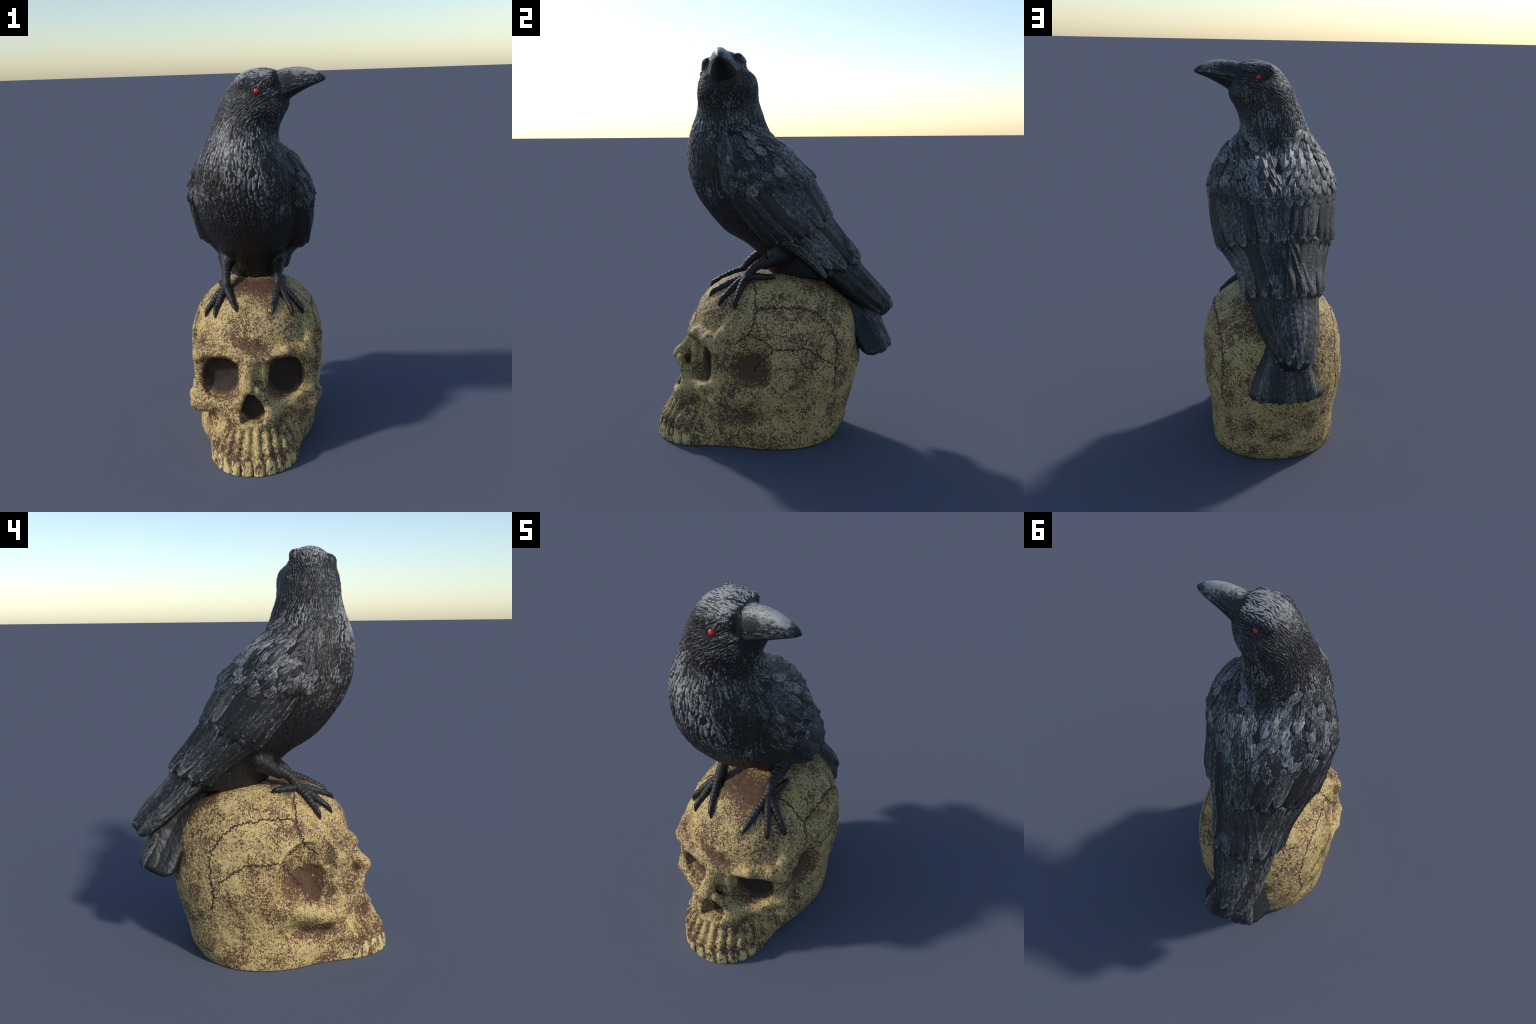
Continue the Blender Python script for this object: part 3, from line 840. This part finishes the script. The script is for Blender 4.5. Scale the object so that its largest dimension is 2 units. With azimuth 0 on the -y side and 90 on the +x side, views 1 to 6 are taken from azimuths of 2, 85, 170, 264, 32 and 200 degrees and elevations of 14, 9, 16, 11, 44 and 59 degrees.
for side, par in ((1, WING_R), (-1, WING_L)):
    sd = 100 if side > 0 else 200
    phis_full = np.radians([-62, 128])
    # long feathers first, then coverts on top
    def row(count, plo, phi_hi, start, end, over, wmul, hgt, nl, name, seed, tip, arc=0.0):
        for i in range(count):
            u = (i + 0.5) / count
            ph = math.radians(plo + (phi_hi - plo) * u)
            a_mid = 0.5
            def at(fn):
                a = a_mid
                for _ in range(12):
                    xc, hx, bc, hb = wing_section(side, a)
                    b = bc + hb * math.sin(ph)
                    a = fn(float(b))
                return float(a)
            a0, a1 = at(start) - over, at(end) + random.uniform(-0.040, 0.022)
            pa = wing_point(side, np.array([a0 * 0.5 + a1 * 0.5]), np.array([ph - 0.5 * math.radians((phi_hi - plo) / count)]))
            pb = wing_point(side, np.array([a0 * 0.5 + a1 * 0.5]), np.array([ph + 0.5 * math.radians((phi_hi - plo) / count)]))
            w = float(np.linalg.norm(pa - pb)) * wmul
            wing_feather(side, a0, a1, ph, ph + random.uniform(-0.03, 0.03), w, hgt * random.uniform(0.85, 1.2), nl,
                         M_FLIGHT, name, par, 0.0019, seed + i, tip, 0.35, arc, 0.8)
    row(6, -55, 165, TIER_C, lambda b: 1.225 - 0.6 * abs(b), 0.03, 1.12, 0.010, 44, "flight_feather", sd, 1.6)
    row(8, -62, 150, TIER_B, TIER_C, 0.03, 1.14, 0.012, 44, "flight_feather", sd + 20, 1.7)
    row(10, -66, 132, TIER_A, TIER_B, 0.03, 1.14, 0.012, 40, "flight_feather", sd + 40, 1.7)
    # scale-like coverts in staggered rows
    rr = np.random.default_rng(sd)
    rows = 8
    for r in range(rows):
        cnt = [7, 9, 10, 11, 11, 11, 10, 10][r]
        for i in range(cnt):
            u = (i + 0.5 + 0.25 * (r % 2 * 2 - 1) + rr.uniform(-0.14, 0.14)) / cnt
            deg = -78 + 198 * u
            ph = math.radians(deg)
            a = 0.2
            for _ in range(12):
                xc, hx, bc, hb = wing_section(side, a)
                b = float(bc + hb * math.sin(ph))
                fr = (r + 0.6 + rr.uniform(-0.01, 0.01)) / rows
                a_end = float(TIER_A(b)) + 0.012
                a_top = -0.045 + 0.30 * max(0, b + 0.04)
                a = a_top + (a_end - a_top) * fr
            ln = (a_end - a_top) / rows * rr.uniform(1.25, 1.6)
            ln = max(0.045, min(0.10, ln))
            pa = wing_point(side, np.array([a]), np.array([ph - math.radians(105 / cnt)]))
            pb = wing_point(side, np.array([a]), np.array([ph + math.radians(105 / cnt)]))
            w = min(float(np.linalg.norm(pa - pb)) * rr.uniform(0.95, 1.2), 0.046 + 0.004 * r)
            wing_feather(side, a - ln * 0.5, a + ln * 0.62, ph, ph + rr.uniform(-0.06, 0.06), w, 0.0120 * rr.uniform(0.7, 1.35), 30, M_COVERT,
                         "covert_feather", par, 0.0008, sd + 60 + r * 12 + i, 1.5, 0.3, 0, 0.65, 0.0085, FINEW)

# tail fan feathers on the lower lobe
def tail_flow(p):
    D = np.zeros_like(p); D[:, 1] = 0.46; D[:, 2] = -0.888; D[:, 0] = 0.55 * p[:, 0] / 0.17 * 0.6
    return D
for i, (x, y, z, w) in enumerate([((k - 3) * 0.030, 0.548 - 3 * ((k - 3) * 0.03)**2, 0.640, 0.060) for k in range(7)]
                                 + [(sx * 0.14, 0.40 + 0.035 * k, 0.70 - 0.03 * k, 0.046) for sx in (-1, 1) for k in range(3)]):
    r0 = project(raven_field, np.array([[x, y, z]]), 8, 0.05)
    ln = np.array([0.205 - 0.2 * abs(x)]) if i < 7 else np.array([0.26])
    ctr, tan, nor, ls, ws = feathers_on_surface(r0, ln, None, None, 40, 9, bend=tail_flow)
    V = shell_feathers(ctr, tan, nor, ls, RIMW, np.array([w]), np.array([0.008]), 0.0018, 400 + i, 1.7, 0.35, length=ln, tilt=0.7)
    add_mesh("tail_feather", V[0], grid_faces(40, 9), M_FLIGHT, TAIL)

# ---------------------------------------------------------------- beak
def beak_half(name, top, bot, mat, parent, arch_top, seed):
    """Loft along the forward axis between an upper and a lower edge curve (heights in the head frame)."""
    n, m = 46, 22
    fs = np.linspace(0, 1, n)
    V, Fq = [], []
    for i, t in enumerate(fs):
        f = 0.085 + (0.338 - 0.085) * (1 - (1 - t) ** 1.25)
        hi, lo, w = float(top(f)), float(bot(f)), float(BEAK_W(f))
        mid = lo if arch_top else hi
        for k in range(m):
            a = 2 * math.pi * k / m
            c, s = math.cos(a), math.sin(a)
            l = w * math.copysign(abs(c) ** 0.85, c) * (1 - (0.25 * max(0, s) if arch_top else 0.15 * max(0, -s)))
            big, small = (hi - lo), 0.004
            if arch_top:
                u = mid + (big * abs(s) ** 0.9 if s > 0 else -small * abs(s) * w / 0.06)
            else:
                u = mid - (big * abs(s) ** 0.9 if s < 0 else -small * abs(s) * w / 0.06 * 0)
            V.append(head_pt(f, l, u))
    V.append(head_pt(0.341, 0, 0.5 * (float(top(0.338)) + float(bot(0.338)))))
    for i in range(n - 1):
        for k in range(m):
            Fq.append((i*m + k, i*m + (k+1) % m, (i+1)*m + (k+1) % m, (i+1)*m + k))
    for k in range(m):
        Fq.append(((n-1)*m + k, (n-1)*m + (k+1) % m, n*m))
    V = np.array(V)
    return add_mesh(name, V, Fq, mat, parent)

beak_half("upper_beak", B_TOP, B_MOUTH, M_BEAK, HEAD, True, 1)
beak_half("lower_beak", lambda f: B_MOUTH(f) - 0.003, B_LOW, M_BEAK_LOW, HEAD, False, 2)

# ---------------------------------------------------------------- eyes
def ball(name, c, r, mat, parent, squash=(1, 1, 1), nu=28, nv=16):
    V, Fq = [], []
    for j in range(nv + 1):
        ph = math.pi * j / nv
        for i in range(nu):
            th = 2 * math.pi * i / nu
            V.append((c[0] + r*squash[0]*math.sin(ph)*math.cos(th), c[1] + r*squash[1]*math.sin(ph)*math.sin(th), c[2] + r*squash[2]*math.cos(ph)))
    for j in range(nv):
        for i in range(nu):
            Fq.append((j*nu+i, (j+1)*nu+i, (j+1)*nu+(i+1) % nu, j*nu+(i+1) % nu))
    return add_mesh(name, V, Fq, mat, parent)

def ring(name, c, axis, R, r, mat, parent):
    axis = axis / np.linalg.norm(axis)
    u = np.cross(axis, [0, 0, 1]); u /= np.linalg.norm(u); v = np.cross(axis, u)
    V, Fq = [], []
    n, m = 32, 10
    for i in range(n):
        a = 2*math.pi*i/n
        d = u*math.cos(a) + v*math.sin(a)
        for k in range(m):
            b = 2*math.pi*k/m
            V.append(c + d*(R + r*math.cos(b)) + axis*r*math.sin(b))
    for i in range(n):
        for k in range(m):
            Fq.append((i*m+k, i*m+(k+1) % m, ((i+1) % n)*m+(k+1) % m, ((i+1) % n)*m+k))
    return add_mesh(name, V, Fq, mat, parent)

for c in (np.array([0.041, -0.366, 1.891]), np.array([0.064, -0.151, 1.924])):
    p = project(raven_field, c[None], 6, 0.05)
    nn = normals(raven_field, p)[0]; p = p[0]
    ball("eye", p - nn * 0.007, 0.0170, M_EYE, HEAD)
    ring("eyelid", p - nn * 0.001, nn, 0.0185, 0.0045, M_LID, HEAD)

# ---------------------------------------------------------------- legs, toes, claws
def tube(name, pts, radii, mat, parent, knuckle=0.0, m=14, n=60, seed=0):
    p = np.array(pts, float); d = np.concatenate([[0], np.cumsum(np.linalg.norm(np.diff(p, axis=0), axis=1))])
    t = np.linspace(0, d[-1], n)
    cur = np.stack([lut(d, p[:, i])(t) for i in range(3)], 1)
    rad = lut(d, radii)(t)
    T = np.gradient(cur, axis=0); T /= np.linalg.norm(T, axis=1, keepdims=True)
    ref = np.array([0.37, 0.61, 0.70])
    V, Fq = [], []
    for i in range(n):
        u = np.cross(T[i], ref); u /= np.linalg.norm(u); v = np.cross(T[i], u)
        r = rad[i] * (1 + knuckle * math.cos(t[i] / 0.020 * 2 * math.pi) + 0.5 * knuckle * math.cos(t[i] / 0.05 * 2 * math.pi))
        for k in range(m):
            a = 2*math.pi*k/m
            V.append(cur[i] + (u*math.cos(a) + v*math.sin(a)) * r)
    for i in range(n-1):
        for k in range(m):
            Fq.append((i*m+k, i*m+(k+1) % m, (i+1)*m+(k+1) % m, (i+1)*m+k))
    V.append(cur[0] - T[0]*rad[0]*0.5); V.append(cur[-1] + T[-1]*rad[-1]*0.6)
    for k in range(m):
        Fq.append(((k+1) % m, k, n*m)); Fq.append(((n-1)*m+k, (n-1)*m+(k+1) % m, n*m+1))
    V = np.array(V)
    V += 0.0012 * np.stack([noise(V, 70, seed+q) for q in range(3)], 1)
    return add_mesh(name, V, Fq, mat, parent)

def on_skull(p, lift):
    q = project(skull_field, np.array([p], float), 6, 0.05)
    return q[0] + normals(skull_field, q)[0] * lift

FEET = {1: dict(hip=(0.128, -0.06, 0.955), ankle=(0.120, -0.165, 0.875),
                toes=[(0.084, -0.356, 0.762), (0.194, -0.318, 0.736), (0.257, -0.244, 0.732)], back=(0.16, -0.02, 0.87)),
        -1: dict(hip=(-0.160, -0.06, 0.955), ankle=(-0.162, -0.165, 0.875),
                 toes=[(-0.092, -0.346, 0.772), (-0.210, -0.320, 0.738), (-0.276, -0.258, 0.732)], back=(-0.205, -0.03, 0.86))}
for sd, f in FEET.items():
    ank = on_skull(f["ankle"], 0.020)
    leg = tube("leg", [f["hip"], 0.5*(np.array(f["hip"])+ank) + np.array([0, -0.012, 0.004]), ank], [0.030, 0.023, 0.024], M_FOOT, ROOT, 0.03, seed=5+sd)
    for j, tp in enumerate(f["toes"] + [f["back"]]):
        tip = on_skull(tp, 0.004)
        k1 = on_skull(ank + (tip - ank) * 0.35, 0.013)
        k2 = on_skull(ank + (tip - ank) * 0.68, 0.009)
        tube("toe", [ank + np.array([0, 0, -0.004]), k1, k2], [0.022, 0.019, 0.016], M_FOOT, leg, 0.07, seed=9+j)
        tube("claw", [k2 + (k1 - k2) * 0.12, 0.5*(k2+tip) + (normals(skull_field, tip[None])[0]) * 0.008, tip], [0.0155, 0.0125, 0.003], M_CLAW, leg, 0.0, seed=20+j)
